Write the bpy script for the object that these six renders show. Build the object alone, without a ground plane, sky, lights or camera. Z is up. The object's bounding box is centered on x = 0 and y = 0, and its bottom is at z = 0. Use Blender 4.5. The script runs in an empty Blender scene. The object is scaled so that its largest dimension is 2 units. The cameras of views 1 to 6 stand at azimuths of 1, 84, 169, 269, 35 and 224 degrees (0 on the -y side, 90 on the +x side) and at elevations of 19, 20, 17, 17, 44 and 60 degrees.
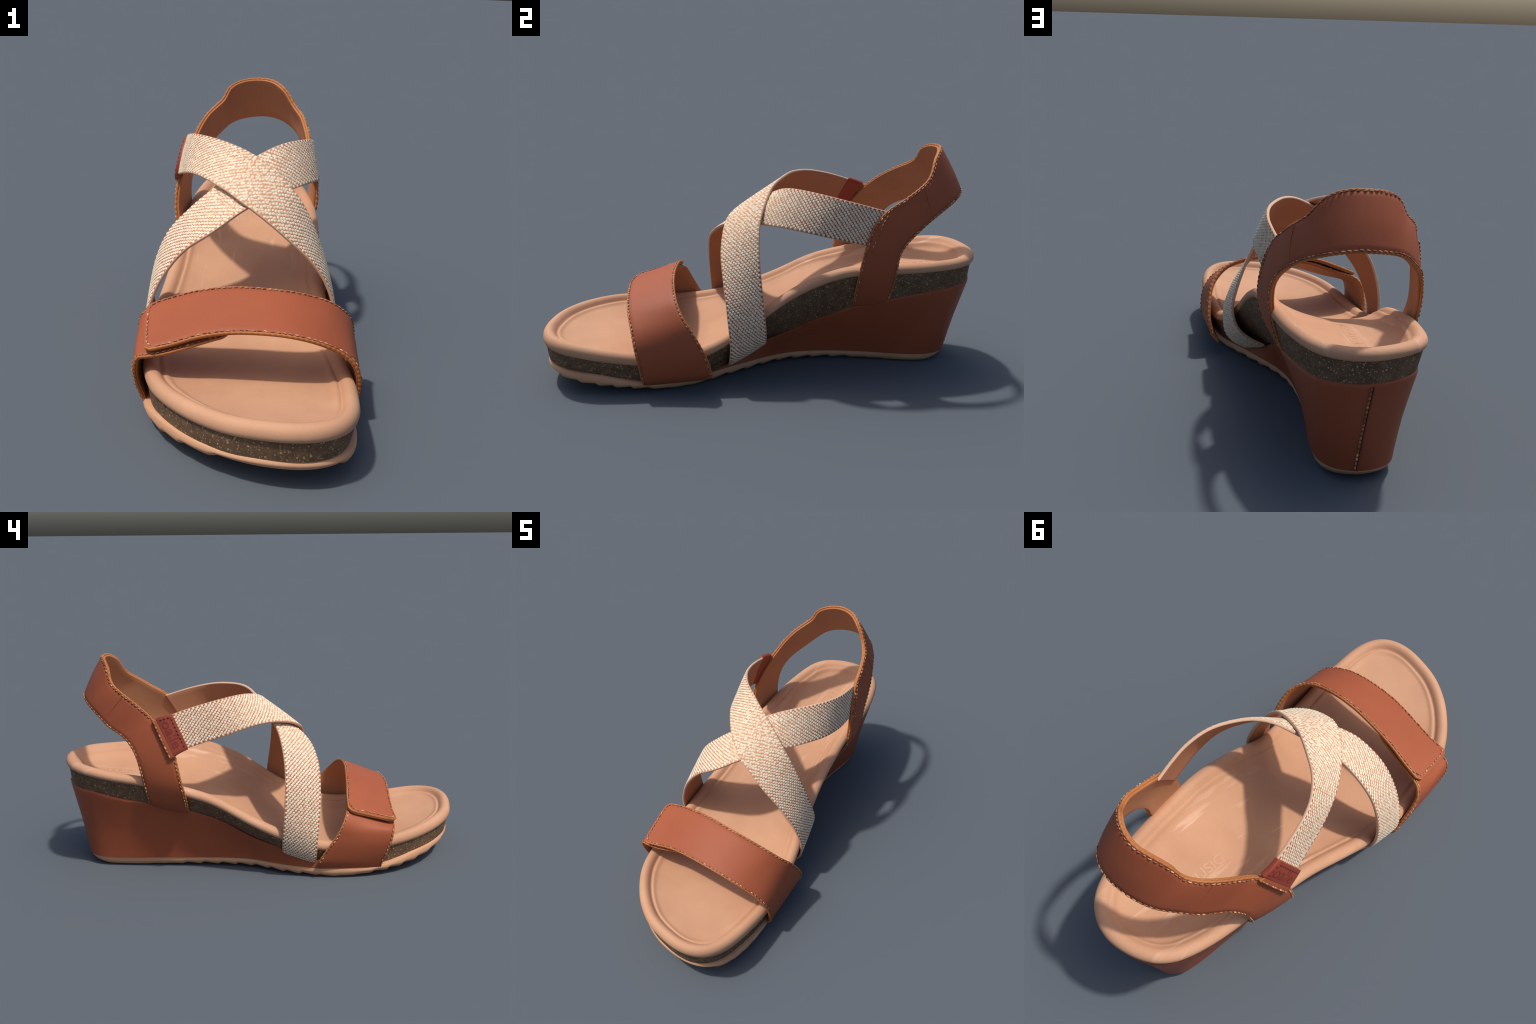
import bpy, bmesh, math, random
import numpy as np
from mathutils import Vector
from mathutils.bvhtree import BVHTree

random.seed(7)
rng = np.random.default_rng(7)

# ------------------------------------------------------------------ helpers
def interp(x, table):
    t = np.asarray(table, float)
    return np.interp(x, t[:, 0], t[:, 1])

def smooth_interp(x, table):
    """monotone-ish smooth interpolation (pchip-like hermite)"""
    t = np.asarray(table, float); X, Y = t[:, 0], t[:, 1]
    h = np.diff(X); d = np.diff(Y) / h
    m = np.zeros_like(Y); m[0], m[-1] = d[0], d[-1]
    for i in range(1, len(Y) - 1):
        if d[i-1] * d[i] > 0:
            w1, w2 = 2*h[i] + h[i-1], h[i] + 2*h[i-1]
            m[i] = (w1 + w2) / (w1/d[i-1] + w2/d[i])
    x = np.clip(np.asarray(x, float), X[0], X[-1])
    k = np.clip(np.searchsorted(X, x) - 1, 0, len(X) - 2)
    s = (x - X[k]) / h[k]
    return ((1+2*s)*(1-s)**2*Y[k] + s*(1-s)**2*h[k]*m[k] + s*s*(3-2*s)*Y[k+1] + s*s*(s-1)*h[k]*m[k+1])

def catmull(P, closed=False, sub=24):
    P = np.asarray(P, float); n = len(P)
    if closed:
        Q = np.concatenate([P[-1:], P, P[:2]])
    else:
        Q = np.concatenate([2*P[:1]-P[1:2], P, 2*P[-1:]-P[-2:-1]])
    out = []
    for i in range(1, len(Q) - 2):
        p0, p1, p2, p3 = Q[i-1], Q[i], Q[i+1], Q[i+2]
        t0 = 0; t1 = t0 + max(np.linalg.norm(p1-p0), 1e-6)**.5
        t2 = t1 + max(np.linalg.norm(p2-p1), 1e-6)**.5
        t3 = t2 + max(np.linalg.norm(p3-p2), 1e-6)**.5
        for t in np.linspace(t1, t2, sub, endpoint=False):
            A1 = (t1-t)/(t1-t0)*p0 + (t-t0)/(t1-t0)*p1
            A2 = (t2-t)/(t2-t1)*p1 + (t-t1)/(t2-t1)*p2
            A3 = (t3-t)/(t3-t2)*p2 + (t-t2)/(t3-t2)*p3
            B1 = (t2-t)/(t2-t0)*A1 + (t-t0)/(t2-t0)*A2
            B2 = (t3-t)/(t3-t1)*A2 + (t-t1)/(t3-t1)*A3
            out.append((t2-t)/(t2-t1)*B1 + (t-t1)/(t2-t1)*B2)
    if not closed: out.append(P[-1])
    return np.array(out)

def resample(C, n, closed=False):
    if closed: C = np.concatenate([C, C[:1]])
    d = np.r_[0, np.cumsum(np.linalg.norm(np.diff(C, axis=0), axis=1))]
    t = np.linspace(0, d[-1], n, endpoint=not closed)
    return np.stack([np.interp(t, d, C[:, k]) for k in range(C.shape[1])], -1)

def gsmooth(C, sig, closed=False):
    r = int(3*sig) + 1
    k = np.exp(-.5*(np.arange(-r, r+1)/sig)**2); k /= k.sum()
    if closed:
        E = np.concatenate([C[-r:], C, C[:r]])
    else:
        E = np.concatenate([2*C[:1]-C[r:0:-1], C, 2*C[-1:]-C[-2:-r-2:-1]])
    return np.stack([np.convolve(E[:, j], k, 'valid') for j in range(C.shape[1])], -1)

def curve(P, n, sig=0, closed=False):
    C = resample(catmull(P, closed), n, closed)
    if sig: C = gsmooth(C, sig, closed)
    return C

def vnoise(p, s):
    """cheap smooth pseudo noise, -1..1"""
    p = np.asarray(p) * s
    return (np.sin(p[..., 0]*1.7 + 1.3*np.sin(p[..., 1]*1.1+.5)) + np.sin(p[..., 1]*1.9 + 1.7*np.sin(p[..., 2]*1.3+2.1))
            + np.sin(p[..., 2]*2.1 + 1.5*np.sin(p[..., 0]*.9+4.2))) / 3

COLL = bpy.context.scene.collection
def make_obj(name, verts, faces, mats, parent=None, smooth=True, fmat=None):
    me = bpy.data.meshes.new(name)
    me.from_pydata([tuple(map(float, v)) for v in verts], [], [tuple(int(i) for i in f) for f in faces])
    for m in (mats if isinstance(mats, (list, tuple)) else [mats]): me.materials.append(m)
    if fmat is not None: me.polygons.foreach_set('material_index', np.asarray(fmat, np.int32))
    bm = bmesh.new(); bm.from_mesh(me)
    bmesh.ops.remove_doubles(bm, verts=bm.verts, dist=1e-6)
    bmesh.ops.recalc_face_normals(bm, faces=bm.faces)
    bm.to_mesh(me); bm.free()
    me.polygons.foreach_set('use_smooth', [smooth]*len(me.polygons))
    me.update()
    ob = bpy.data.objects.new(name, me); COLL.objects.link(ob)
    if parent is not None: ob.parent = parent
    return ob

def sharp_by_angle(ob, deg=40):
    me = ob.data
    bm = bmesh.new(); bm.from_mesh(me)
    for e in bm.edges:
        if len(e.link_faces) == 2 and e.calc_face_angle(0) > math.radians(deg): e.smooth = False
    bm.to_mesh(me); bm.free()

def ring_mesh(rings, cap0=False, cap1=False):
    """rings: list of (n,3) closed loops"""
    n = len(rings[0]); V = np.concatenate(rings); F = []
    for r in range(len(rings)-1):
        a, b = r*n, (r+1)*n
        for i in range(n):
            j = (i+1) % n
            F.append((a+i, a+j, b+j, b+i))
    V = list(V)
    for flag, r in ((cap0, 0), (cap1, len(rings)-1)):
        if flag:
            c = len(V); V.append(rings[r].mean(0))
            for i in range(n): F.append((r*n+i, r*n+(i+1) % n, c))
    return V, F

# ------------------------------------------------------------------ materials
def nodes_of(name):
    m = bpy.data.materials.new(name); m.use_nodes = True
    nt = m.node_tree; N = nt.nodes; L = nt.links
    b = N['Principled BSDF']
    return m, N, L, b

def add(N, t, **kw):
    n = N.new(t)
    for k, v in kw.items():
        if k in ('inputs',):
            for kk, vv in v.items(): n.inputs[kk].default_value = vv
        else: setattr(n, k, v)
    return n

def mixc(N, L, fac, a, b, blend='MIX'):
    n = N.new('ShaderNodeMix'); n.data_type = 'RGBA'; n.blend_type = blend
    for sock, v in ((n.inputs[0], fac), (n.inputs[6], a), (n.inputs[7], b)):
        if isinstance(v, bpy.types.NodeSocket): L.new(v, sock)
        elif isinstance(v, (int, float)): sock.default_value = v
        else: sock.default_value = (*v, 1) if len(v) == 3 else v
    return n.outputs[2]

def ramp(N, L, src, stops, interp='LINEAR'):
    r = N.new('ShaderNodeValToRGB'); r.color_ramp.interpolation = interp
    e = r.color_ramp.elements
    while len(e) < len(stops): e.new(.5)
    for el, (p, c) in zip(e, stops):
        el.position = p; el.color = (c, c, c, 1) if isinstance(c, (int, float)) else (*c, 1)
    L.new(src, r.inputs[0]); return r.outputs[0]

def coords(N, L, scale=(1, 1, 1), rot=(0, 0, 0)):
    tc = N.new('ShaderNodeTexCoord'); mp = N.new('ShaderNodeMapping')
    mp.inputs['Scale'].default_value = scale; mp.inputs['Rotation'].default_value = rot
    L.new(tc.outputs['Object'], mp.inputs[0]); return mp.outputs[0]

def noise(N, L, vec, scale, detail=3, rough=.5):
    n = add(N, 'ShaderNodeTexNoise', inputs={'Scale': scale, 'Detail': detail, 'Roughness': rough})
    L.new(vec, n.inputs['Vector']); return n.outputs[0]

def bump(N, L, b, h, strength, dist=.002):
    n = add(N, 'ShaderNodeBump', inputs={'Strength': strength, 'Distance': dist})
    L.new(h, n.inputs['Height']); L.new(n.outputs[0], b.inputs['Normal']); return n

def leather(name, base, dark, rough=.55, grain=220, bs=.12, spec=.3):
    m, N, L, b = nodes_of(name); v = coords(N, L)
    n1 = noise(N, L, v, 4, 4); f = ramp(N, L, n1, [(.35, 0.0), (.7, 1.0)])
    c = mixc(N, L, f, dark, base)
    n2 = noise(N, L, v, grain, 2, .6)
    c = mixc(N, L, ramp(N, L, n2, [(.35, .12), (.6, 0.0)]), c, tuple(x*.6 for x in base))
    L.new(c, b.inputs['Base Color']); b.inputs['Roughness'].default_value = rough
    b.inputs['Specular IOR Level'].default_value = spec
    bump(N, L, b, n2, bs, .003); return m

M_LEATHER = leather('tan_leather', (.345, .088, .036), (.31, .076, .031), .6, 180, .08)
M_EDGE = leather('cut_leather_edge', (.50, .19, .06), (.36, .12, .035), .6, 140, .3)
M_LINING = leather('strap_lining', (.43, .205, .108), (.385, .175, .088), .65, 160, .15)
M_ELBACK = leather('elastic_backing', (.44, .205, .115), (.40, .18, .095), .75, 200, .2)
M_TAB = leather('label_leather', (.29, .055, .03), (.24, .042, .024), .45, 160, .15)
M_EMBOSS = leather('embossed_letter', (.19, .036, .022), (.16, .03, .018), .5, 160, .1)
M_VELCRO = leather('hook_tape', (.12, .06, .03), (.08, .04, .02), .9, 260, .6)
M_OUTSOLE = leather('rubber_outsole', (.60, .33, .19), (.54, .285, .155), .65, 200, .2)
M_STAMP = leather('stamped_ink', (.62, .36, .22), (.57, .32, .19), .6, 300, .1)
M_WEDGE = leather('wedge_leather', (.325, .080, .033), (.295, .071, .029), .5, 180, .05)

def thread_mat():
    m, N, L, b = nodes_of('stitch_thread'); v = coords(N, L)
    n = noise(N, L, v, 40, 2)
    c = ramp(N, L, n, [(.40, (.22, .08, .035)), (.52, (.42, .20, .09)), (.66, (.66, .42, .23))])
    L.new(c, b.inputs['Base Color']); b.inputs['Roughness'].default_value = .7
    return m
M_THREAD = thread_mat()

def footbed_mat():
    m, N, L, b = nodes_of('footbed_suede'); v = coords(N, L)
    n1 = noise(N, L, v, 5, 5)
    c = mixc(N, L, ramp(N, L, n1, [(.35, 0.0), (.68, 1.0)]), (.52, .275, .16), (.575, .315, .185))
    # faint pale rubbed streaks along the foot, arch to heel
    v2 = coords(N, L, (26, 2.2, 6), (0, 0, math.radians(-6)))
    n2 = noise(N, L, v2, 1.0, 3, .6)
    st = ramp(N, L, n2, [(.585, 0.0), (.65, 1.0)])
    sep = N.new('ShaderNodeSeparateXYZ'); L.new(coords(N, L), sep.inputs[0])
    my = add(N, 'ShaderNodeMapRange', inputs={'From Min': .0, 'From Max': .18}); L.new(sep.outputs[1], my.inputs[0])
    mul = add(N, 'ShaderNodeMath', operation='MULTIPLY'); L.new(st, mul.inputs[0]); L.new(my.outputs[0], mul.inputs[1])
    mul2 = add(N, 'ShaderNodeMath', operation='MULTIPLY', inputs={1: .45}); L.new(mul.outputs[0], mul2.inputs[0])
    c = mixc(N, L, mul2.outputs[0], c, (.70, .43, .28))
    g = noise(N, L, v, 260, 2, .7)
    c = mixc(N, L, ramp(N, L, g, [(.4, .16), (.6, 0.0)]), c, (.40, .195, .11))
    L.new(c, b.inputs['Base Color']); b.inputs['Roughness'].default_value = .62
    b.inputs['Specular IOR Level'].default_value = .35
    r = add(N, 'ShaderNodeMapRange', inputs={'To Min': .68, 'To Max': .45}); L.new(mul.outputs[0], r.inputs[0]); L.new(r.outputs[0], b.inputs['Roughness'])
    bump(N, L, b, g, .18, .003); return m
M_BED = footbed_mat()

def cork_mat():
    m, N, L, b = nodes_of('flecked_cork'); v = coords(N, L)
    n1 = noise(N, L, v, 30, 4, .6)
    c = ramp(N, L, n1, [(.35, (.10, .057, .032)), (.65, (.165, .095, .053))])
    def flecks(scale, lo, hi):
        vo = add(N, 'ShaderNodeTexVoronoi', inputs={'Scale': scale, 'Randomness': 1.0}); L.new(v, vo.inputs['Vector'])
        wn = N.new('ShaderNodeTexWhiteNoise'); wn.noise_dimensions = '3D'; L.new(vo.outputs['Position'], wn.inputs[0])
        th = add(N, 'ShaderNodeMath', operation='MULTIPLY', inputs={1: hi}); 
        p = add(N, 'ShaderNodeMath', operation='POWER', inputs={1: lo}); L.new(wn.outputs[0], p.inputs[0]); L.new(p.outputs[0], th.inputs[0])
        ls = add(N, 'ShaderNodeMath', operation='LESS_THAN'); L.new(vo.outputs['Distance'], ls.inputs[0]); L.new(th.outputs[0], ls.inputs[1])
        return ls.outputs[0]
    c = mixc(N, L, flecks(150, 1.6, .40), c, (.25, .15, .08))
    c = mixc(N, L, flecks(88, 2.4, .36), c, (.40, .285, .155))
    c = mixc(N, L, flecks(135, 2.6, .44), c, (.33, .23, .125))
    L.new(c, b.inputs['Base Color']); b.inputs['Roughness'].default_value = .7
    b.inputs['Specular IOR Level'].default_value = .25
    bump(N, L, b, noise(N, L, v, 180, 2), .25, .003); return m
M_CORK = cork_mat()

def elastic_ground_mat():
    m, N, L, b = nodes_of('elastic_ground_weave'); v = coords(N, L)
    # browner between the cells on the sides, paler where the straps cross
    d = N.new('ShaderNodeVectorMath'); d.operation = 'DISTANCE'; L.new(v, d.inputs[0]); d.inputs[1].default_value = (-.02, -.10, .74)
    n = noise(N, L, v, 14, 3)
    a = add(N, 'ShaderNodeMath', operation='MULTIPLY_ADD', inputs={1: .25, 2: -.125}); L.new(n, a.inputs[0])
    s = add(N, 'ShaderNodeMath', operation='ADD'); L.new(d.outputs['Value'], s.inputs[0]); L.new(a.outputs[0], s.inputs[1])
    c = ramp(N, L, s.outputs[0], [(.10, (.58, .30, .17)), (.40, (.31, .10, .05))])
    L.new(c, b.inputs['Base Color']); b.inputs['Roughness'].default_value = .85
    return m
M_ELGROUND = elastic_ground_mat()

def cell_mat():
    m, N, L, b = nodes_of('elastic_cream_yarn'); v = coords(N, L)
    n = noise(N, L, v, 60, 2); n0 = noise(N, L, v, 7, 2)
    c = ramp(N, L, n, [(.36, (.66, .49, .34)), (.47, (.74, .62, .455)), (.6, (.76, .66, .50))])
    c = mixc(N, L, ramp(N, L, n0, [(.52, 0.0), (.72, .4)]), c, (.74, .52, .36))
    L.new(c, b.inputs['Base Color']); b.inputs['Roughness'].default_value = .8
    return m
M_CELL = cell_mat()
M_SELV = leather('elastic_selvage', (.68, .45, .31), (.60, .37, .24), .8, 300, .3)

# ------------------------------------------------------------------ sole outlines (x, y), anticlockwise from the toe along -x
LEFT = [(.17, -1.0), (.06, -.985), (-.038, -.955), (-.137, -.893), (-.208, -.827), (-.263, -.76), (-.303, -.692), (-.337, -.6), (-.362, -.5),
        (-.377, -.4), (-.384, -.28), (-.384, -.15), (-.376, -.04), (-.362, .06), (-.35, .15), (-.338, .28), (-.329, .40), (-.319, .52),
        (-.312, .61), (-.303, .69), (-.289, .77), (-.272, .835), (-.249, .888), (-.209, .935), (-.155, .968), (-.079, .993)]
RIGHT = [(-.008, 1.0), (.07, .98), (.12, .948), (.155, .91), (.182, .857), (.207, .78), (.228, .69), (.243, .58), (.257, .42), (.270, .27),
         (.277, .13), (.288, .01), (.308, -.11), (.333, -.2), (.352, -.3), (.370, -.4), (.382, -.5), (.388, -.62), (.387, -.72),
         (.378, -.82), (.352, -.9), (.31, -.955), (.25, -.988)]
NO = 400
OUT = curve(LEFT + RIGHT, NO, 2.0, True)
OUT[:, 0] -= interp(OUT[:, 1], [(-.9, .002), (-.5, .002), (-.2, 0)])
tan = np.roll(OUT, -1, 0) - np.roll(OUT, 1, 0); tan /= np.linalg.norm(tan, axis=1, keepdims=True)
NRM = np.stack([-tan[:, 1], tan[:, 0]], -1)
if (NRM * (OUT - OUT.mean(0))).sum() < 0: NRM = -NRM
NRM = gsmooth(NRM, 3, True); NRM /= np.linalg.norm(NRM, axis=1, keepdims=True)

def side_tables():
    mid = lambda y: None
    iL = np.where(np.arange(NO) >= 0)[0]
    return None
i_toe = OUT[:, 1].argmin(); i_heel = OUT[:, 1].argmax()
idx = np.arange(NO)
on_left = ((idx - i_toe) % NO) < ((i_heel - i_toe) % NO)
if OUT[on_left, 0].mean() > OUT[~on_left, 0].mean(): on_left = ~on_left
Lc = OUT[on_left]; Lc = Lc[Lc[:, 1].argsort()]; Rc = OUT[~on_left]; Rc = Rc[Rc[:, 1].argsort()]
xL = lambda y: np.interp(y, Lc[:, 1], Lc[:, 0]); xR = lambda y: np.interp(y, Rc[:, 1], Rc[:, 0])
def wside(x, y):
    a, c = xL(np.clip(y, -.93, .93)), xR(np.clip(y, -.93, .93)); w = np.clip((x-a)/(c-a), 0, 1)
    return w*w*(3-2*w)

# heights: top of the cork (under the footbed rim)
CT_L = [(-1, .178), (-.85, .166), (-.7, .153), (-.6, .142), (-.45, .13), (-.3, .137), (-.18, .162), (-.07, .2), (0, .228), (.06, .257), (.13, .293),
        (.21, .343), (.3, .383), (.37, .402), (.59, .458), (.74, .476), (.84, .493), (.91, .503), (1, .51)]
CT_R = [(-1, .188), (-.85, .175), (-.7, .153), (-.6, .142), (-.45, .13), (-.34, .14), (-.26, .165), (-.17, .209), (-.08, .268), (0, .326), (.075, .386), (.16, .434),
        (.24, .469), (.31, .494), (.39, .506), (.58, .506), (.77, .507), (1, .51)]
CB_L = [(-1, .112), (-.85, .093), (-.74, .087), (-.66, .076), (-.58, .06), (-.45, .055), (-.3, .072), (-.15, .114), (-.07, .142), (.04, .174), (.13, .218),
        (.18, .246), (.275, .287), (.37, .318), (.57, .359), (.76, .394), (.84, .412), (.92, .42), (1, .424)]
CB_R = [(-1, .118), (-.885, .117), (-.79, .106), (-.69, .082), (-.58, .064), (-.42, .054), (-.3, .056), (-.17, .066), (-.08, .104), (0, .145), (.1, .19), (.2, .238),
        (.3, .283), (.4, .326), (.5, .355), (.6, .378), (.75, .402), (.85, .412), (.93, .42), (1, .424)]
# how far the lower edge of the cork is set in from the outline
CI_L = [(-1, .020), (-.5, .022), (-.25, .03), (-.1, .04), (0, .062), (.2, .074), (.4, .062), (.6, .044), (.75, .037), (.85, .033), (.92, .026), (1, .021)]
CI_R = [(-1, .020), (-.5, .024), (-.3, .045), (-.17, .088), (-.08, .125), (0, .15), (.1, .132), (.2, .128), (.3, .112), (.4, .085), (.55, .055), (.7, .042), (.85, .028), (.93, .020), (1, .020)]
OT = [(-1, .112), (-.85, .098), (-.74, .09), (-.66, .074), (-.58, .057), (-.48, .046), (-.3, .048), (-.1, .054), (.4, .052), (.7, .047), (.9, .047), (1, .047)]
OB = [(-1, .076), (-.94, .068), (-.85, .052), (-.7, .032), (-.55, .014), (-.4, .003), (-.33, .0), (-.25, .003), (.1, .008), (.5, .004), (.65, .0), (.78, .0), (.83, .005), (.9, .014)]
def two(tl, tr, x, y):
    w = wside(x, y); return smooth_interp(y, tl)*(1-w) + smooth_interp(y, tr)*w
def shell(inset, z):
    p = OUT - NRM*np.reshape(inset, (-1, 1)) if np.ndim(inset) else OUT - NRM*inset
    return np.column_stack([p, z])
ZC = two(CT_L, CT_R, OUT[:, 0], OUT[:, 1]); ZCB = two(CB_L, CB_R, OUT[:, 0], OUT[:, 1])
ZC = gsmooth(ZC[:, None], 4, True)[:, 0]; ZCB = gsmooth(ZCB[:, None], 4, True)[:, 0]

root = bpy.data.objects.new('wedge_sandal', None); COLL.objects.link(root)
root['label'] = 'tan leather wedge sandal with crossed cream elastic straps'
root['category'] = 'sandal'

# ------------------------------------------------------------------ footbed
SP_LO, SP_HI = -.70, .76
def spine_xy(p):
    y = np.interp(p[:, 1], [-1, -.6, .6, 1.0], [SP_LO, -.5, .5, SP_HI])
    x = .5*(xL(np.clip(y, -.9, .9)) + xR(np.clip(y, -.9, .9)))
    x = x + np.interp(y, [-.8, -.6, 0], [.06, .02, 0])
    return np.stack([x, y], -1)
DEPTH = [(-1, .006), (-.6, .012), (-.3, .020), (-.05, .022), (.12, .018), (.35, .040), (.6, .054), (1, .058)]
RIMH = [(-1, .056), (-.6, .05), (0, .044), (.5, .041), (1, .041)]
rh = interp(OUT[:, 1], RIMH)
rings = []
wob = vnoise(np.column_stack([OUT, ZC]), 9)*.0016
prof = [(.030, -.010), (.010, 0.0), (.003, .12), (0.0, .38), (.003, .66), (.010, .85), (.019, .96), (.029, 1.0), (.039, .955), (.047, .84), (.053, .70), (.057, .58), (.060, .53)]
for ins, k in prof:
    rings.append(shell(ins - wob, ZC + k*rh))
groove = rings[-1].copy()
spine = spine_xy(OUT)
def bed_z(x, y, r):
    e = two(CT_L, CT_R, x, y) + interp(y, RIMH)*.55
    arch = interp(y, [(-.2, 0), (.05, 1), (.35, 1), (.55, 0)])
    w = wside(x, y)
    lo = smooth_interp(y, CT_L) + interp(y, RIMH)*.55; hi = smooth_interp(y, CT_R) + interp(y, RIMH)*.55
    e2 = lo*(1-w**3) + hi*w**3
    e = e*(1-arch) + e2*arch
    prof = 1-(1-r)**4.5
    return e - interp(y, DEPTH)*prof + .006*np.exp(-((r-.045)/.035)**2)
RB = 30
for r in [.012, .022, .035, .05, .068, .09] + list(np.linspace(.115, 1, RB)):
    p = groove[:, :2]*(1-r) + spine*r
    if r > .99: p = p + np.column_stack([np.where(on_left, .004, -.004), np.zeros(NO)])
    rings.append(np.column_stack([p, bed_z(p[:, 0], p[:, 1], np.full(NO, r)) - (.0005*on_left if r > .9 else 0)]))
under = rings[0].copy(); under[:, :2] = OUT - NRM*.045; under[:, 2] = ZC - .012
V, F = ring_mesh([under] + rings)
# close the centre seam: join opposite points of the spine ring
footbed = make_obj('footbed', V, F, M_BED, root)
# ------------------------------------------------------------------ cork
ci = interp(OUT[:, 1], [(-1, .012), (-.7, .010), (0, .012), (.8, .012), (1, .014)])
wl = on_left.astype(float); wl = gsmooth(wl[:, None], 4, True)[:, 0]
cbi = smooth_interp(OUT[:, 1], CI_L)*wl + smooth_interp(OUT[:, 1], CI_R)*(1-wl)
core = np.column_stack([spine_xy(OUT), np.minimum(ZCB, ZCB.min()+.02)])
rings = [core, shell(cbi+.03, ZCB+.002), shell(ci+.03, ZC-.004), shell(ci+.02, ZC+.004), shell(ci, ZC+.003)]
for k in np.linspace(0, 1, 10):
    rings.append(shell(ci + (cbi-ci)*k**1.25, ZC*(1-k) + (ZCB-.002)*k))
rings.append(shell(cbi+.02, ZCB-.003))
V, F = ring_mesh(rings, False, False)
cork = make_obj('cork_midsole', V, F, M_CORK, root); sharp_by_angle(cork, 50)

# ------------------------------------------------------------------ outsole
OS_L = [(.17, -.978), (.06, -.966), (-.035, -.934), (-.132, -.876), (-.205, -.812), (-.265, -.742), (-.312, -.66), (-.342, -.58), (-.362, -.48),
        (-.37, -.36), (-.362, -.22), (-.34, -.12), (-.302, -.03), (-.258, .06), (-.235, .16), (-.222, .28), (-.214, .4), (-.207, .55), (-.199, .68),
        (-.19, .77), (-.175, .835), (-.14, .881), (-.075, .905)]
OS_R = [(-.005, .905), (.055, .88), (.094, .835), (.111, .77), (.109, .69), (.09, .54), (.075, .38), (.074, .25), (.085, .15), (.108, .07),
        (.145, -.01), (.19, -.09), (.235, -.175), (.282, -.265), (.325, -.36), (.358, -.46), (.377, -.57), (.385, -.68), (.379, -.79), (.354, -.885),
        (.305, -.942), (.24, -.97)]
OSO = curve(OS_L + OS_R, NO, 2.0, True)
OSO[:, 0] -= interp(OSO[:, 1], [(-.9, .006), (-.5, .003), (-.2, 0)])
OSO = np.roll(OSO, -OSO[:, 1].argmin(), 0)
t2 = np.roll(OSO, -1, 0) - np.roll(OSO, 1, 0); t2 /= np.linalg.norm(t2, axis=1, keepdims=True)
N2 = np.stack([-t2[:, 1], t2[:, 0]], -1)
if (N2*(OSO-OSO.mean(0))).sum() < 0: N2 = -N2
N2 = gsmooth(N2, 3, True)
zt = smooth_interp(OSO[:, 1], OT); zb = smooth_interp(OSO[:, 1], OB)
# tread: a row of ramped lugs along the edge
def saw(u): u = u - np.floor(u); return np.where(u < .82, u/.82, (1-u)/.18)
d = np.r_[0, np.cumsum(np.linalg.norm(np.diff(OSO, axis=0), axis=1))]
yy = OSO[:, 1]
lug = np.where((yy < -.5), 1.0, np.where((yy > -.24) & (yy < .42), 1.0, .25)) * np.where(yy > .6, 0, 1)
tread = saw(yy/.083 + .13*np.sin(yy*9)) * .010 * gsmooth(lug[:, None], 3, True)[:, 0]
hin = interp(OSO[:, 1], [(-.4, 0), (.0, .004), (.6, .006)])
heelin = interp(OSO[:, 1], [(.2, 0), (.6, 1)])
def oshell(inset, z):
    inset = np.broadcast_to(inset, NO) + hin
    return np.column_stack([OSO - N2*np.reshape(np.broadcast_to(inset, NO), (-1, 1)), z])
rings = [oshell(.04, zt+.002), oshell(.004, zt+.002), oshell(0, zt-.003)]
for k in np.linspace(.12, 1, 6):
    rings.append(oshell(-.003*math.sin(k*math.pi*.9) + heelin*.006*k, (zt-.003)*(1-k) + (zb+.018+tread*.6)*k))
rings.append(oshell(.004 + heelin*.008 + tread*.3, zb+.009+tread*.8))
rings.append(oshell(.014 + heelin*.008 + tread*.6, zb+.001+tread*.7))
rings.append(oshell(.03, zb+tread*.5))
inner = np.column_stack([OSO*np.array([.3, .8]) + np.array([-.02, 0]), smooth_interp(OSO[:, 1]*.8, OB)+.001])
rings.append(inner*.5 + rings[-1]*.5); rings[-1][:, 2] = smooth_interp(rings[-1][:, 1], OB)+.0005
V, F = ring_mesh(rings, True, True)
outsole = make_obj('outsole', V, F, M_OUTSOLE, root); sharp_by_angle(outsole, 60)

# ------------------------------------------------------------------ wedge heel (leather wrapped)
sel_top = OUT; start = .40
# match upper outline points to outsole outline points by side and normalised length
def side_chain(C, left, y0, n):
    i0 = C[:, 1].argmin(); i1 = C[:, 1].argmax(); N = len(C)
    a = [(i0+k) % N for k in range(N)]
    k1 = a.index(i1)
    ch1 = C[a[:k1+1]]; ch2 = C[[a[0]] + a[:k1-1:-1]]
    ch = ch1 if (ch1[:, 0].mean() < ch2[:, 0].mean()) == left else ch2
    return ch
def by_y(ch, ys):
    return np.stack([np.interp(ys, ch[:, 1], ch[:, k]) for k in range(2)], -1)
CKB = OUT - NRM*cbi[:, None]
WN = 150
def chain_pts(C, left, ystart):
    ch = side_chain(C, left, None, None)
    ch = ch[ch[:, 1] >= ystart]
    return ch
def wedge_loop(C, ystart):
    l = chain_pts(C, True, ystart); r = chain_pts(C, False, ystart)
    # correspondence: normalised y for the flanks, arc length across the back
    full = np.concatenate([l, r[::-1]])
    return full
topL = wedge_loop(CKB, -.52); botL = wedge_loop(OSO, -.52)
def flank_param(full):
    i1 = full[:, 1].argmax(); a, b = full[:i1+1], full[i1:]
    ext = full[:, 1].max(); y0 = full[0, 1]
    def one(ch):
        d = np.r_[0, np.cumsum(np.linalg.norm(np.diff(ch, axis=0), axis=1))]
        return d/d[-1]
    t = np.r_[one(a)*.5, .5+one(b)[1:]*.5]
    return t
tt = np.linspace(0, 1, 2*WN+1)
def at(full):
    t = flank_param(full); return np.stack([np.interp(tt, t, full[:, k]) for k in range(2)], -1)
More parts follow.
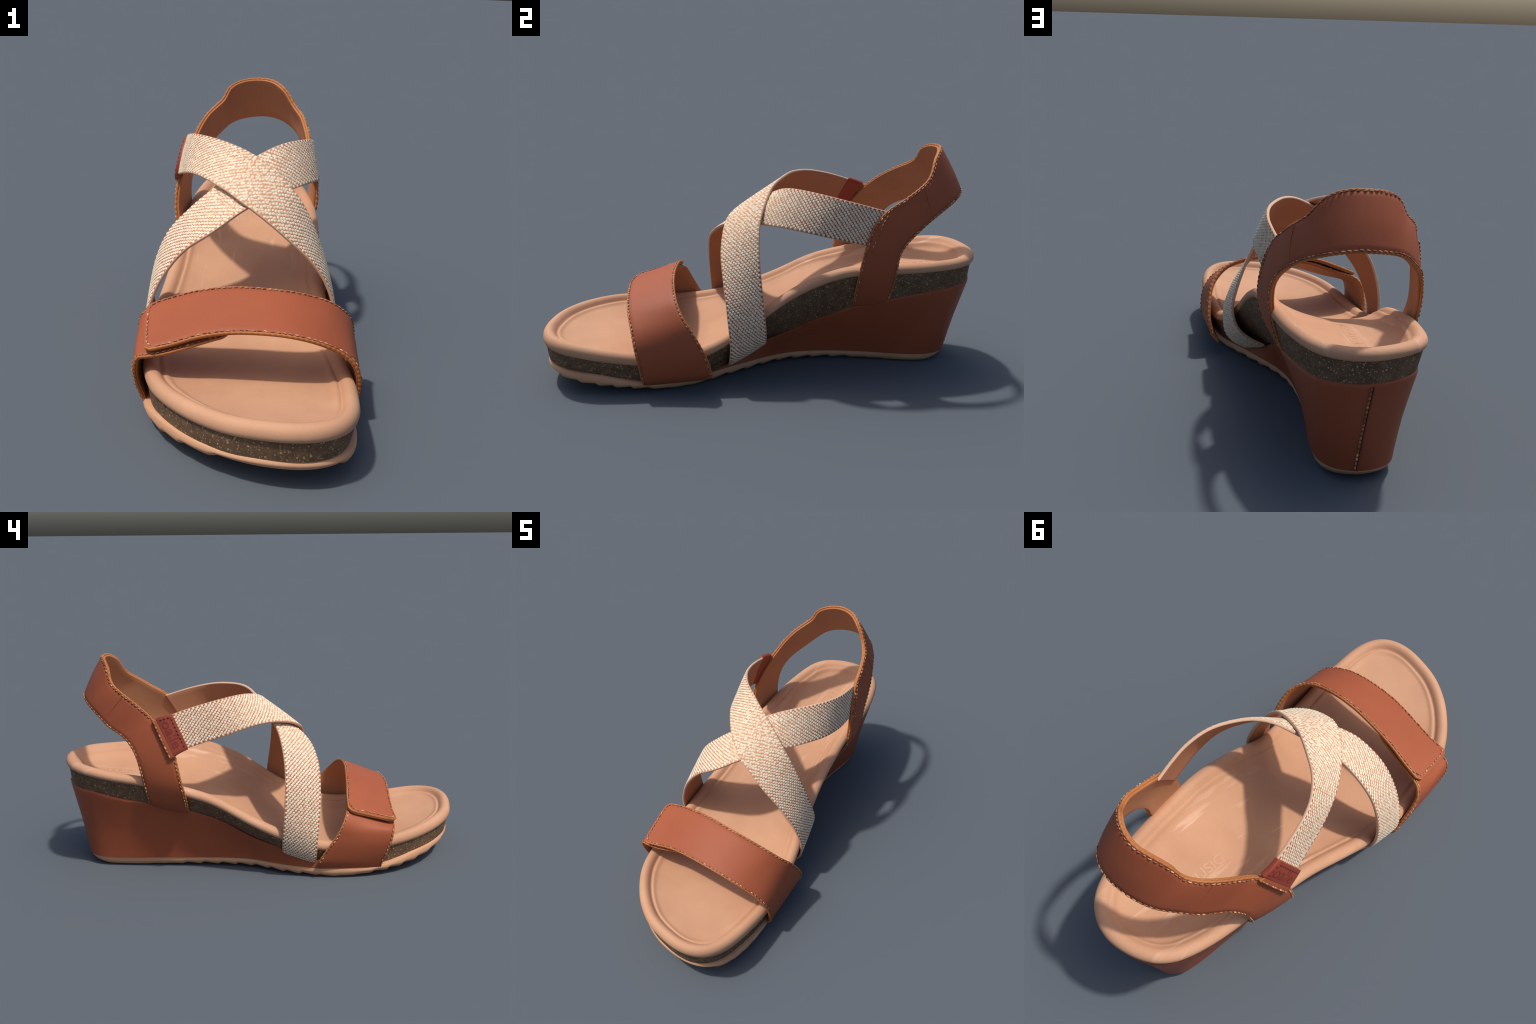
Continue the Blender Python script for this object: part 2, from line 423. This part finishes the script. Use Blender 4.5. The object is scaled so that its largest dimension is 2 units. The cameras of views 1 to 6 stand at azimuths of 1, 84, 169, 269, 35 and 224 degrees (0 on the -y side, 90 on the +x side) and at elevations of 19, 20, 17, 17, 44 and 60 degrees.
TP, BP = at(topL), at(botL)
TPz = two(CB_L, CB_R, TP[:, 0], TP[:, 1]) ; BPz = smooth_interp(BP[:, 1], OT) + .0
cen = np.stack([np.zeros(len(tt)), np.clip(TP[:, 1], -.5, .75)], -1)
outd = TP - cen; outd /= np.linalg.norm(outd, axis=1, keepdims=True)
arch = interp(TP[:, 1], [(-.5, 0), (-.15, .6), (.1, 1), (.4, .6), (.7, 0)]) * np.where(tt > .5, 1.0, .9)
rows = []
KS = np.r_[-.02, 0, .015, .035, np.linspace(.07, 1, 22)]
h0 = TPz - BPz
for k in KS:
    kk = max(k, 0)
    e = kk*(1-arch) + (1-(1-kk)**1.35)*arch
    p = TP*(1-e)[:, None] + BP*e[:, None]
    lip = {-.02: -.012, 0: .0, .015: .006, .035: .007}.get(float(k), .007*max(0, 1-(kk-.035)/.5) + .001*max(0, (kk-.9)/.1))
    thin = np.clip(h0/.1, 0, 1)
    p = p + outd*(lip*thin)[:, None]
    z = TPz*(1-kk) + BPz*kk + (.0 if k > 0 else .001)
    rows.append(np.column_stack([p, z]))
rows.append(np.column_stack([BP - outd*.02, BPz-.002]))
V = np.concatenate(rows); m_ = len(tt); F = []
for r in range(len(rows)-1):
    for i in range(m_-1): F.append((r*m_+i, r*m_+i+1, (r+1)*m_+i+1, (r+1)*m_+i))
    F.append((r*m_+m_-1, r*m_, (r+1)*m_, (r+1)*m_+m_-1))
wedge = make_obj('wedge_heel', list(V), F, M_WEDGE, root); sharp_by_angle(wedge, 60)

# ------------------------------------------------------------------ ribbons
class Ribbon:
    """a strap lofted between its two edge curves; P(t,s), outward normal n(t,s)"""
    def __init__(self, A, B, n=260, bulge=0.0, sig=3.0, out_ref=(0, 0, .3)):
        self.A = curve(A, n, sig); self.B = curve(B, n, sig); self.n = n; self.bulge = bulge
        dt = np.gradient(.5*(self.A+self.B), axis=0); ds = self.B - self.A
        nm = np.cross(dt, ds); nm /= np.linalg.norm(nm, axis=1, keepdims=True)
        mid = .5*(self.A+self.B)
        ref = np.array(out_ref, float) if len(np.shape(out_ref)) == 1 else None
        if (nm*(mid-ref)).sum() < 0: nm = -nm
        self.mn = gsmooth(nm, 3); self.mn /= np.linalg.norm(self.mn, axis=1, keepdims=True)
        self.width = np.linalg.norm(ds, axis=1)
        dl = np.linalg.norm(np.gradient(mid, axis=0), axis=1); self.len = np.r_[0, np.cumsum(.5*(dl[1:]+dl[:-1]))]
        # full normal grid, 9 samples across
        S = np.linspace(0, 1, 9); G = np.stack([self._pos(np.arange(n), np.full(n, s)) for s in S], 1)
        gt = np.gradient(G, axis=0); gs = np.gradient(G, axis=1); gn = np.cross(gt, gs)
        gn /= np.linalg.norm(gn, axis=2, keepdims=True)
        if (gn[:, 4]*self.mn).sum() < 0: gn = -gn
        for j in range(9): gn[:, j] = gsmooth(gn[:, j], 2)
        self.gn = gn/np.linalg.norm(gn, axis=2, keepdims=True)
    def _lin(self, T, ti):
        i = np.clip(np.floor(ti).astype(int), 0, self.n-2); f = (ti-i)[..., None]
        return T[i]*(1-f) + T[i+1]*f
    def _pos(self, ti, s):
        a = self._lin(self.A, ti); b = self._lin(self.B, ti); m = self._lin(self.mn, ti)
        return a*(1-s)[..., None] + b*s[..., None] + m*(self.bulge*4*s*(1-s))[..., None]
    def pos(self, ti, s, h):
        ti, s, h = np.broadcast_arrays(np.asarray(ti, float), np.asarray(s, float), np.asarray(h, float))
        sj = np.clip(s, 0, 1)*8; j = np.clip(np.floor(sj).astype(int), 0, 7); f = (sj-j)[..., None]
        i = np.clip(np.floor(ti).astype(int), 0, self.n-2); g = (ti-i)[..., None]
        nn = (self.gn[i, j]*(1-f)+self.gn[i, j+1]*f)*(1-g) + (self.gn[i+1, j]*(1-f)+self.gn[i+1, j+1]*f)*g
        nn = nn/np.linalg.norm(nn, axis=-1, keepdims=True)
        return self._pos(ti, s) + nn*h[..., None]
    def ti_of_len(self, l): return np.interp(l, self.len, np.arange(self.n))

def ribbon_mesh(R, name, h_out, h_in, mats, parent, inset=0.0, edge=.008, t0=0, t1=None, channel=0.0, ch_at=.010, rows=None,
                end_round=(0, 0), pitch=0, scallop=0.0, wrinkle=0.0, disp=None):
    """closed strap body between height h_in and h_out with rounded edges"""
    t1 = R.n-1 if t1 is None else t1
    rows = rows or R.n
    T = np.linspace(t0, t1, rows)
    w = np.interp(T, np.arange(R.n), R.width); ll = np.interp(T, np.arange(R.n), R.len)
    e_in = np.full(rows, inset, float)
    # rounded strap ends: pull the edges in near the ends
    L0, L1 = ll[0], ll[-1]
    for rad, dist in ((end_round[0], ll-L0), (end_round[1], L1-ll)):
        if rad > 0:
            x = np.clip(1-dist/rad, 0, 1); e_in += rad*(1-np.sqrt(np.clip(1-x*x, 0, 1)))
    hm = .5*(h_out+h_in); th = .5*(h_out-h_in)
    # section: list of (distance from edge A or -distance from B, height, slot)
    sec = []
    for a in np.linspace(-math.pi/2, math.pi/2, 7)[::1]:
        sec.append(('A', edge*.5*(1-math.cos(a)) if False else edge*.5*(1-abs(math.cos(a))), hm+th*math.sin(a), 1 if abs(a) < 1.5 else 0))
    if channel:
        for dd, k in ((ch_at-.005, .0), (ch_at, -1.0), (ch_at+.005, .0), (ch_at+.02, .0)):
            sec.append(('A', dd, h_out+channel*k, 0))
    else: sec.append(('A', edge*1.6, h_out, 0))
    for s in np.linspace(.2, .8, 9): sec.append(('S', s, h_out, 0))
    m = [x for x in sec if x[0] == 'A']
    for x in m[::-1]: sec.append(('B', x[1], x[2], x[3]))
    for s in np.linspace(.85, .15, 8): sec.append(('S', s, h_in, 2))
    V = []
    cols = len(sec); wr = None
    for kind, dd, h, sl in sec:
        di = np.full(rows, dd)
        if kind != 'S' and scallop and pitch and dd < .006:
            di = di + scallop*np.cos(2*math.pi*ll/pitch)
        if kind == 'A': s = (di+e_in)/w
        elif kind == 'B': s = 1-(di+e_in)/w
        else: s = (e_in + dd*(w-2*e_in))/w
        s = np.clip(s, .0005, .9995) if end_round != (0, 0) else s
        P = R.pos(T, s, np.full(rows, h))
        if disp is not None: P = disp(P, T, s)
        if wrinkle: P = P + R._lin(R.mn, T)*(vnoise(P, 16)*wrinkle)[:, None]
        V.append(P)
    V = np.stack(V, 1)  # rows, cols
    F, fm = [], []
    for r in range(rows-1):
        for c in range(cols):
            c2 = (c+1) % cols
            F.append((r*cols+c, r*cols+c2, (r+1)*cols+c2, (r+1)*cols+c))
            fm.append(min(max(sec[c][3], sec[c2][3]) if sec[c][3] != 2 and sec[c2][3] != 2 else 2, 2))
    for r in (0, rows-1):
        F.append([r*cols+c for c in range(cols)]); fm.append(1)
    ms = list(mats) + [mats[-1]]*(3-len(mats))
    V = V.reshape(-1, 3)
    return make_obj(name, list(V), F, ms, parent, fmat=fm)

def capsule_batch(items, name, mat, parent, kind='stuff', seg=6):
    """items: (p0,p1,radius, up) -> little rounded stitches, one joined mesh"""
    V, F = [], []
    for p0, p1, rad, up in items:
        ax = p1-p0; L = np.linalg.norm(ax); ax = ax/L
        u = up - ax*np.dot(up, ax); u /= np.linalg.norm(u); v = np.cross(ax, u)
        base = len(V)
        stations = [(0, .35), (.12, .8), (.35, 1), (.65, 1), (.88, .8), (1, .35)]
        for k, rr in stations:
            c = p0 + ax*(L*k) + u*(rad*.5*math.sin(math.pi*k))
            for q in range(seg):
                a = 2*math.pi*q/seg
                V.append(c + (u*math.sin(a) + v*math.cos(a))*rad*rr)
        for s in range(len(stations)-1):
            for q in range(seg):
                q2 = (q+1) % seg
                F.append((base+s*seg+q, base+s*seg+q2, base+(s+1)*seg+q2, base+(s+1)*seg+q))
        F.append([base+q for q in range(seg)]); F.append([base+(len(stations)-1)*seg+q for q in range(seg)])
    ob = make_obj(name, V, F, mat, parent); ob['kind'] = kind
    return ob

def edge_stitches(R, side, h, pitch=.0205, inset=.0095, l0=None, l1=None, rad=.0025, frac=.72, e_extra=None):
    l0 = .02 if l0 is None else l0; l1 = R.len[-1]-.02 if l1 is None else l1
    E = R.A if side == 'A' else R.B
    dl = np.r_[0, np.cumsum(np.linalg.norm(np.diff(E, axis=0), axis=1))]
    a, b = np.interp([l0, l1], R.len, dl)
    out = []
    for c in np.arange(a+pitch/2, b, pitch):
        c += rng.uniform(-.0015, .0015)
        ts = np.interp([c-pitch*frac/2, c+pitch*frac/2], dl, np.arange(R.n))
        w = np.interp(ts, np.arange(R.n), R.width)
        ins = inset + rng.uniform(-.001, .001, 2) + np.array([-.001, .001])
        s = ins/w if side == 'A' else 1-ins/w
        p = R.pos(ts, s, np.array([h, h]))
        up = R._lin(R.mn, ts)[0]
        out.append((p[0], p[1], rad*rng.uniform(.8, 1.2), up))
    return out

def line_stitches(R, path, h, pitch=.0205, rad=.0027, frac=.74):
    """path: list of (ti, s)"""
    path = np.asarray(path, float)
    fine = np.concatenate([np.linspace(path[i], path[i+1], 40) for i in range(len(path)-1)])
    P = R.pos(fine[:, 0], fine[:, 1], np.full(len(fine), h))
    d = np.r_[0, np.cumsum(np.linalg.norm(np.diff(P, axis=0), axis=1))]; out = []
    for c in np.arange(pitch/2, d[-1], pitch):
        q = [np.array([np.interp(c+o, d, P[:, k]) for k in range(3)]) for o in (-pitch*frac/2, pitch*frac/2)]
        up = R._lin(R.mn, np.array([np.interp(c, d, fine[:, 0])]))[0]
        out.append((q[0], q[1], rad*rng.uniform(.85, 1.15), up))
    return out

# ---- heel strap: A = top/front edge, B = lower/rear edge, from the -x base round the back to the +x base
HS_A = [(-.285, .372, .318), (-.318, .374, .358), (-.352, .38, .42), (-.367, .393, .485), (-.366, .407, .56), (-.357, .421, .625), (-.346, .445, .675), (-.326, .487, .74), (-.306, .522, .785),
        (-.285, .583, .838), (-.255, .65, .885), (-.217, .702, .92), (-.187, .727, .948), (-.166, .739, .995), (-.12, .76, 1.026), (-.04, .782, 1.042),
        (.042, .767, 1.038), (.104, .732, 1.003), (.131, .718, .967), (.157, .697, .93), (.19, .65, .895), (.21, .585, .85), (.225, .505, .80),
        (.243, .448, .733), (.258, .42, .66), (.265, .405, .60), (.263, .392, .512), (.24, .388, .44), (.203, .39, .375), (.178, .392, .335)]
HS_B = [(-.275, .563, .358), (-.298, .568, .392), (-.322, .58, .47), (-.329, .594, .543), (-.325, .607, .597), (-.313, .63, .648), (-.292, .668, .692), (-.25, .743, .735), (-.21, .79, .772),
        (-.157, .845, .816), (-.1, .872, .836), (-.04, .886, .846), (.024, .888, .85), (.085, .874, .842), (.13, .845, .826), (.165, .805, .805),
        (.19, .762, .781), (.223, .69, .733), (.241, .64, .69), (.248, .6, .645), (.249, .578, .60), (.245, .573, .54), (.229, .569, .464), (.206, .561, .395), (.19, .557, .36)]
HS = Ribbon(HS_A, HS_B, 420, .006, 3.0, (-.03, .55, .55))
heel_strap = ribbon_mesh(HS, 'heel_strap', .004, -.007, [M_LEATHER, M_EDGE, M_EDGE], root, edge=.010, channel=.0028, pitch=.0205, scallop=.0011, rows=520, wrinkle=.0012)
ribbon_mesh(HS, 'lining', -.0065, -.0165, [M_LINING, M_EDGE, M_LINING], heel_strap, inset=.003, edge=.006)
st = edge_stitches(HS, 'A', .0045) + edge_stitches(HS, 'B', .0045)
capsule_batch(st, 'stitching', M_THREAD, heel_strap)

# ---- toe strap (long piece with the flap)
TS_A = [(.350, -.246, .06), (.378, -.25, .10), (.396, -.268, .175), (.391, -.302, .245), (.374, -.345, .315), (.343, -.376, .358), (.29, -.40, .40), (.185, -.415, .432), (.063, -.417, .444), (-.059, -.408, .44),
        (-.182, -.398, .416), (-.286, -.388, .378), (-.33, -.387, .360), (-.370, -.386, .343)]
TS_B = [(.375, -.55, .045), (.391, -.555, .07), (.402, -.565, .13), (.398, -.578, .19), (.379, -.59, .242), (.338, -.602, .287), (.243, -.622, .335), (.127, -.63, .36), (-.015, -.63, .363), (-.082, -.626, .354),
        (-.158, -.621, .335), (-.255, -.622, .300), (-.318, -.627, .284), (-.344, -.627, .278)]
TS = Ribbon(TS_A, TS_B, 320, .001, 3.0, (0, -.45, .0))
toe_strap = ribbon_mesh(TS, 'toe_strap', .004, -.008, [M_LEATHER, M_EDGE, M_EDGE], root, edge=.010, channel=.0028, pitch=.0205, scallop=.0011, rows=420, end_round=(0, .035))
ribbon_mesh(TS, 'lining', -.0075, -.013, [M_LINING, M_EDGE, M_LINING], toe_strap, inset=.004, edge=.006, end_round=(0, .035))
ti = TS.n-1
st = edge_stitches(TS, 'A', .0045, l1=TS.len[-1]-.035) + edge_stitches(TS, 'B', .0045, l1=TS.len[-1]-.035)
ie = TS.ti_of_len(TS.len[-1]-.013)
st += line_stitches(TS, [(TS.ti_of_len(TS.len[-1]-.04), .055), (TS.ti_of_len(TS.len[-1]-.02), .085), (ie, .17), (ie, .83), (TS.ti_of_len(TS.len[-1]-.02), .915), (TS.ti_of_len(TS.len[-1]-.04), .945)], .0055)
capsule_batch(st, 'stitching', M_THREAD, toe_strap)

# ---- under piece of the toe strap on the -x side
TU_A = [(-.366, -.235, .05), (-.388, -.242, .085), (-.398, -.275, .145), (-.402, -.322, .22), (-.396, -.356, .285), (-.368, -.374, .322), (-.325, -.383, .338), (-.25, -.39, .362), (-.17, -.398, .392), (-.09, -.41, .414)]
TU_B = [(-.35, -.555, .04), (-.362, -.562, .075), (-.377, -.582, .135), (-.381, -.6, .195), (-.366, -.612, .243), (-.33, -.618, .253), (-.27, -.618, .266), (-.19, -.612, .292), (-.11, -.602, .318), (-.035, -.59, .336)]
TU = Ribbon(TU_A, TU_B, 240, .004, 3.0, (0, -.45, .0))
toe_under = ribbon_mesh(TU, 'toe_strap_anchor', .003, -.007, [M_LEATHER, M_EDGE, M_EDGE], root, edge=.010, channel=.0028, pitch=.0205, scallop=.0011, rows=320, end_round=(0, .06))
ribbon_mesh(TU, 'lining', -.0065, -.012, [M_LINING, M_EDGE, M_LINING], toe_under, inset=.004, edge=.006, end_round=(0, .06))
st = edge_stitches(TU, 'A', .0035, l1=TU.len[-1]-.06) + edge_stitches(TU, 'B', .0035, l1=TU.len[-1]-.06)
capsule_batch(st, 'stitching', M_THREAD, toe_under)
ribbon_mesh(TU, 'hook_tape', .0065, .0025, [M_VELCRO], toe_under, inset=.03, edge=.004, t0=TU.ti_of_len(.42), t1=TU.n-12)

# ---- elastic straps
E1_A = [(.165, -.002, .138), (.225, -.003, .17), (.282, -.005, .218), (.309, -.010, .275), (.315, -.018, .335), (.303, -.024, .39), (.267, -.037, .498), (.221, -.045, .604), (.161, -.044, .697), (.111, -.031, .746), (.041, -.004, .80),
        (-.031, .027, .838), (-.125, .084, .863), (-.206, .14, .872), (-.27, .22, .865), (-.298, .295, .849), (-.311, .36, .832), (-.321, .44, .806)]
E1_B = [(.235, -.172, .062), (.29, -.171, .095), (.325, -.170, .14), (.336, -.171, .2), (.334, -.178, .27), (.316, -.186, .33), (.293, -.192, .384), (.268, -.198, .425), (.219, -.206, .485), (.14, -.213, .556), (.072, -.208, .61), (.0, -.194, .66), (-.05, -.175, .688),
        (-.10, -.136, .712), (-.155, -.087, .729), (-.21, -.019, .738), (-.258, .052, .734), (-.29, .121, .718), (-.314, .195, .698), (-.33, .267, .680), (-.353, .37, .652)]
E2_A = [(-.333, -.075, .122), (-.368, -.073, .155), (-.395, -.073, .23), (-.40, -.08, .317), (-.371, -.087, .452), (-.326, -.087, .547), (-.265, -.08, .616), (-.187, -.062, .688), (-.10, -.02, .757), (-.01, .03, .818),
        (.06, .068, .853), (.115, .112, .866), (.165, .175, .866), (.21, .26, .857), (.229, .358, .836), (.226, .43, .817), (.215, .515, .792)]
E2_B = [(-.345, -.234, .06), (-.38, -.237, .10), (-.40, -.243, .205), (-.366, -.255, .338), (-.318, -.261, .432), (-.247, -.26, .52), (-.169, -.249, .573), (-.107, -.226, .615), (-.055, -.192, .648), (.0, -.147, .672), (.07, -.085, .69),
        (.13, -.022, .702), (.195, .055, .709), (.253, .172, .70), (.264, .287, .677), (.255, .37, .657), (.246, .43, .642)]
E1 = Ribbon(E1_A, E1_B, 300, .004, 3.0, (0, 0, .3))
E2 = Ribbon(E2_A, E2_B, 300, .003, 3.0, (0, 0, .3))

def elastic(R, l0=0.0, l1=None):
    body = ribbon_mesh(R, 'elastic_strap', .001, -.011, [M_ELGROUND, M_SELV, M_ELBACK], root, edge=.006, rows=300)
    V, F = [], []
    L = R.len[-1] if l1 is None else l1
    nx = 11; row = 0; l = l0 + .006
    while l < L - .004:
        ti = float(R.ti_of_len(l)); w = float(np.interp(ti, np.arange(R.n), R.width))
        mid = R.pos(np.array([ti]), np.array([.5]), np.array([0.]))[0]
        pitch = .0112
        near = math.exp(-(np.linalg.norm(mid-np.array([-.02, -.1, .74]))/.17)**2)
        use = w-.010; pw = use/nx
        k = np.arange(nx) + (.5 if row % 2 == 0 else 0.0)
        for kk in k:
            c = .005 + pw*(kk+.25) if True else 0
            c += rng.normal(0, .0004 + .0014*near); cl = l + rng.normal(0, .0004+.0016*near)
            if c < .006 or c > w-.006: continue
            rx = pw*.462*rng.uniform(1-.10-.12*near, 1.05+.12*near); rl = pitch*.555*rng.uniform(1-.08-.12*near, 1.05+.14*near)
            hh = .0015*rng.uniform(.8, 1.15); phase = .9 + rng.normal(0, .15+.6*near)
            base = len(V); SEG = 8
            pts = []
            for sc, hz in ((1.0, .0), (.82, .72), (.45, .95)):
                for q in range(SEG):
                    a = 2*math.pi*q/SEG + phase*0
                    ca, sa = math.cos(a), math.sin(a)
                    f = 1/ (abs(ca)**2.3 + abs(sa)**2.3)**(1/2.3)
                    pts.append((cl + sa*f*rl*sc + ca*f*rx*sc*phase*.3, c + ca*f*rx*sc, .0006 + hh*hz))
            pts.append((cl, c, .0006+hh))
            pts = np.array(pts)
            tis = R.ti_of_len(np.clip(pts[:, 0], 0, R.len[-1])); ww = np.interp(tis, np.arange(R.n), R.width)
            P = R.pos(tis, np.clip(pts[:, 1]/ww, 0, 1), pts[:, 2]); V.extend(P)
            for rg in range(2):
                for q in range(SEG):
                    q2 = (q+1) % SEG
                    F.append((base+rg*SEG+q, base+rg*SEG+q2, base+(rg+1)*SEG+q2, base+(rg+1)*SEG+q))
            for q in range(SEG): F.append((base+2*SEG+q, base+2*SEG+(q+1) % SEG, base+3*SEG))
        l += pitch*.94; row += 1
    ob = make_obj('woven_cell', V, F, M_CELL, body); ob['kind'] = 'stuff'
    return body
el1 = elastic(E1, 0, E1.len[-1]-.008)
el2 = elastic(E2, 0, E2.len[-1])

# ---- label tab on the end of the upper elastic strap, with its letters
TB_A = [(-.319, .432, .809), (-.3205, .455, .803), (-.320, .478, .796), (-.316, .505, .787)]
TB_B = [(-.3545, .362, .654), (-.3585, .383, .645), (-.362, .405, .634), (-.364, .425, .622)]
TB = Ribbon(TB_A, TB_B, 40, .003, 0.8, (0, .4, .6))
tab = ribbon_mesh(TB, 'label_tab', .0125, -.0115, [M_TAB], root, inset=-.004, edge=.012, rows=40)
lt = TB.len[-1]
st = line_stitches(TB, [(TB.ti_of_len(.012), .08), (TB.ti_of_len(.012), .93)], .0125, pitch=.019, rad=.003) + line_stitches(TB, [(TB.ti_of_len(.012), .07), (TB.ti_of_len(lt-.012), .07)], .0125, pitch=.019, rad=.003)
capsule_batch(st, 'stitching', M_EMBOSS, tab)

def text_mesh(body, size):
    cu = bpy.data.curves.new('lettering', 'FONT'); cu.body = body; cu.size = size; cu.align_x = 'CENTER'; cu.align_y = 'CENTER'; cu.resolution_u = 4
    cu.fill_mode = 'FRONT'
    ob = bpy.data.objects.new('tmp', cu); COLL.objects.link(ob); bpy.context.view_layer.update()
    dg = bpy.context.evaluated_depsgraph_get(); me = bpy.data.meshes.new_from_object(ob.evaluated_get(dg))
    bpy.data.objects.remove(ob); bpy.data.curves.remove(cu)
    bm = bmesh.new(); bm.from_mesh(me); bmesh.ops.remove_doubles(bm, verts=bm.verts, dist=1e-5)
    bmesh.ops.triangulate(bm, faces=bm.faces)
    v = np.array([x.co[:] for x in bm.verts]); f = [[x.index for x in p.verts] for p in bm.faces]; bm.free()
    bpy.data.meshes.remove(me)
    return v, f
def extrude_onto(v, f, mapper, h0, h1):
    """solid letters: v 2D coords -> surface mapper(u,v,h)"""
    n = len(v); V = np.concatenate([mapper(v[:, 0], v[:, 1], h1), mapper(v[:, 0], v[:, 1], h0)])
    F = [tuple(x) for x in f]
    cnt = {}
    for x in f:
        for a, b in zip(x, x[1:]+x[:1]): cnt[(a, b)] = cnt.get((a, b), 0)+1
    for (a, b) in cnt:
        if (b, a) not in cnt: F.append((a, b, b+n, a+n))
    F += [tuple(n+i for i in reversed(x)) for x in f]
    return V, F
v, f = text_mesh('oalle', .062)
wx = v[:, 0].max()-v[:, 0].min()
v[:, 0] *= .125/wx
def tabmap(u, w, h):
    l = lt*.56 - w   # letters' up direction toward the elastic
    s = .5 + (u+.0)/.175
    tis = TB.ti_of_len(np.clip(l, 0, lt)); return TB.pos(tis, s, np.full(len(u), h))
V, F = extrude_onto(v, f, tabmap, .011, .0134)
make_obj('lettering', V, F, M_EMBOSS, tab, smooth=False)

# slot piece where the tab passes into the heel strap (stitched keeper)
KP_A = [(-.316, .498, .785), (-.3185, .512, .780), (-.3175, .524, .777)]
KP_B = [(-.366, .421, .617), (-.366, .431, .611), (-.364, .444, .605)]
KP = Ribbon(KP_A, KP_B, 20, .004, 0.6, (0, .45, .6))
keeper = ribbon_mesh(KP, 'strap_slot', .011, -.008, [M_LEATHER, M_EDGE, M_EDGE], root, edge=.006, rows=16)
st = line_stitches(KP, [(KP.n-5, .03), (KP.n-5, .97)], .0115, rad=.0032)
capsule_batch(st, 'stitching', M_THREAD, keeper)

# panel seams on the heel strap
items = []
for q0, q1 in (((-.255, .65, .885), (-.225, .765, .765)), ((.185, .66, .90), (.205, .73, .755))):
    a = np.argmin(np.linalg.norm(HS.A-np.array(q0), axis=1)); b = np.argmin(np.linalg.norm(HS.B-np.array(q1), axis=1))
    sv = np.linspace(.09, .91, 30); tv = np.linspace(a, b, 30); P = HS.pos(tv, sv, np.full(30, .0035)); U = HS._lin(HS.mn, tv)
    for i in range(29): items.append((P[i], P[i+1] + (P[i+1]-P[i])*.15, .0016, U[i]))
capsule_batch(items, 'panel_seam', M_WEDGE, heel_strap, 'part')

# second seam where the elastic meets the heel strap on the +x side
iA = int(np.argmin(np.linalg.norm(HS.A-np.array([.225, .505, .80]), axis=1)))
iB = int(np.argmin(np.linalg.norm(HS.A-np.array([.262, .41, .62]), axis=1)))
st = line_stitches(HS, [(iA+3, .10), ((iA+iB)/2, .19), (iB, .17)], .0055)
capsule_batch(st, 'seam_stitching', M_THREAD, heel_strap)

# back seam of the wedge: raised welt and stitches
ic = int(np.argmin(np.abs(TP[:, 0]+.022) + (TP[:, 1] < .9)*9)); ib = int(np.argmin(np.abs(BP[:, 0]+.012) + (BP[:, 1] < .8)*9))
def row_at(r, f):
    i = int(math.floor(f)); g = f-i; return rows[r][i]*(1-g) + rows[r][i+1]*g
col = np.stack([row_at(r, ic + (ib-ic)*max(0, KS[r])) for r in range(2, len(KS))])
col = resample(col, 60)
items = []
dd = np.r_[0, np.cumsum(np.linalg.norm(np.diff(col, axis=0), axis=1))]
for c in np.arange(.01, dd[-1]-.008, .0195):
    q = [np.array([np.interp(c+o, dd, col[:, k]) for k in range(3)]) + np.array([.0, .0022, 0]) for o in (-.0068, .0068)]
    items.append((q[0], q[1], .0042, np.array([0, 1.0, .3])))
capsule_batch(items, 'seam_stitching', M_THREAD, wedge)
welt = []
for off in (-.009,):
    pts = col + np.array([off, .0004, 0])
    for i in range(0, len(pts)-1):
        welt.append((pts[i], pts[i+1]+(pts[i+1]-pts[i])*.2, .0032, np.array([0, 1.0, .3])))
capsule_batch(welt, 'seam_welt', M_EMBOSS, wedge, 'part')

# ------------------------------------------------------------------ stamped lettering on the heel of the footbed
bvh = BVHTree.FromPolygons([v.co[:] for v in footbed.data.vertices], [p.vertices[:] for p in footbed.data.polygons])
def on_bed(x, y, h):
    out = np.zeros((len(x), 3))
    for i in range(len(x)):
        hit = bvh.ray_cast(Vector((x[i], y[i], 1.5)), Vector((0, 0, -1)))
        z = hit[0].z if hit[0] is not None else .48
        out[i] = (x[i], y[i], z+h)
    return out
def stamp(body, size, cx, cy, length, ang=math.pi/2):
    v, f = text_mesh(body, size)
    k = length/(v[:, 0].max()-v[:, 0].min()); ca, sa = math.cos(ang), math.sin(ang)
    def mp(u, w, h):
        u = u*k; return on_bed(cx + ca*u - sa*w, cy + sa*u + ca*w, h)
    V, F = extrude_onto(v, f, mp, -.002, .0005)
    return make_obj('stamped_lettering', V, F, M_STAMP, footbed, smooth=False)
STAMPS = [('LLIOIVUSIG', .058, -.05, .625, .32, -math.pi/2)]
for s in STAMPS: stamp(*s)
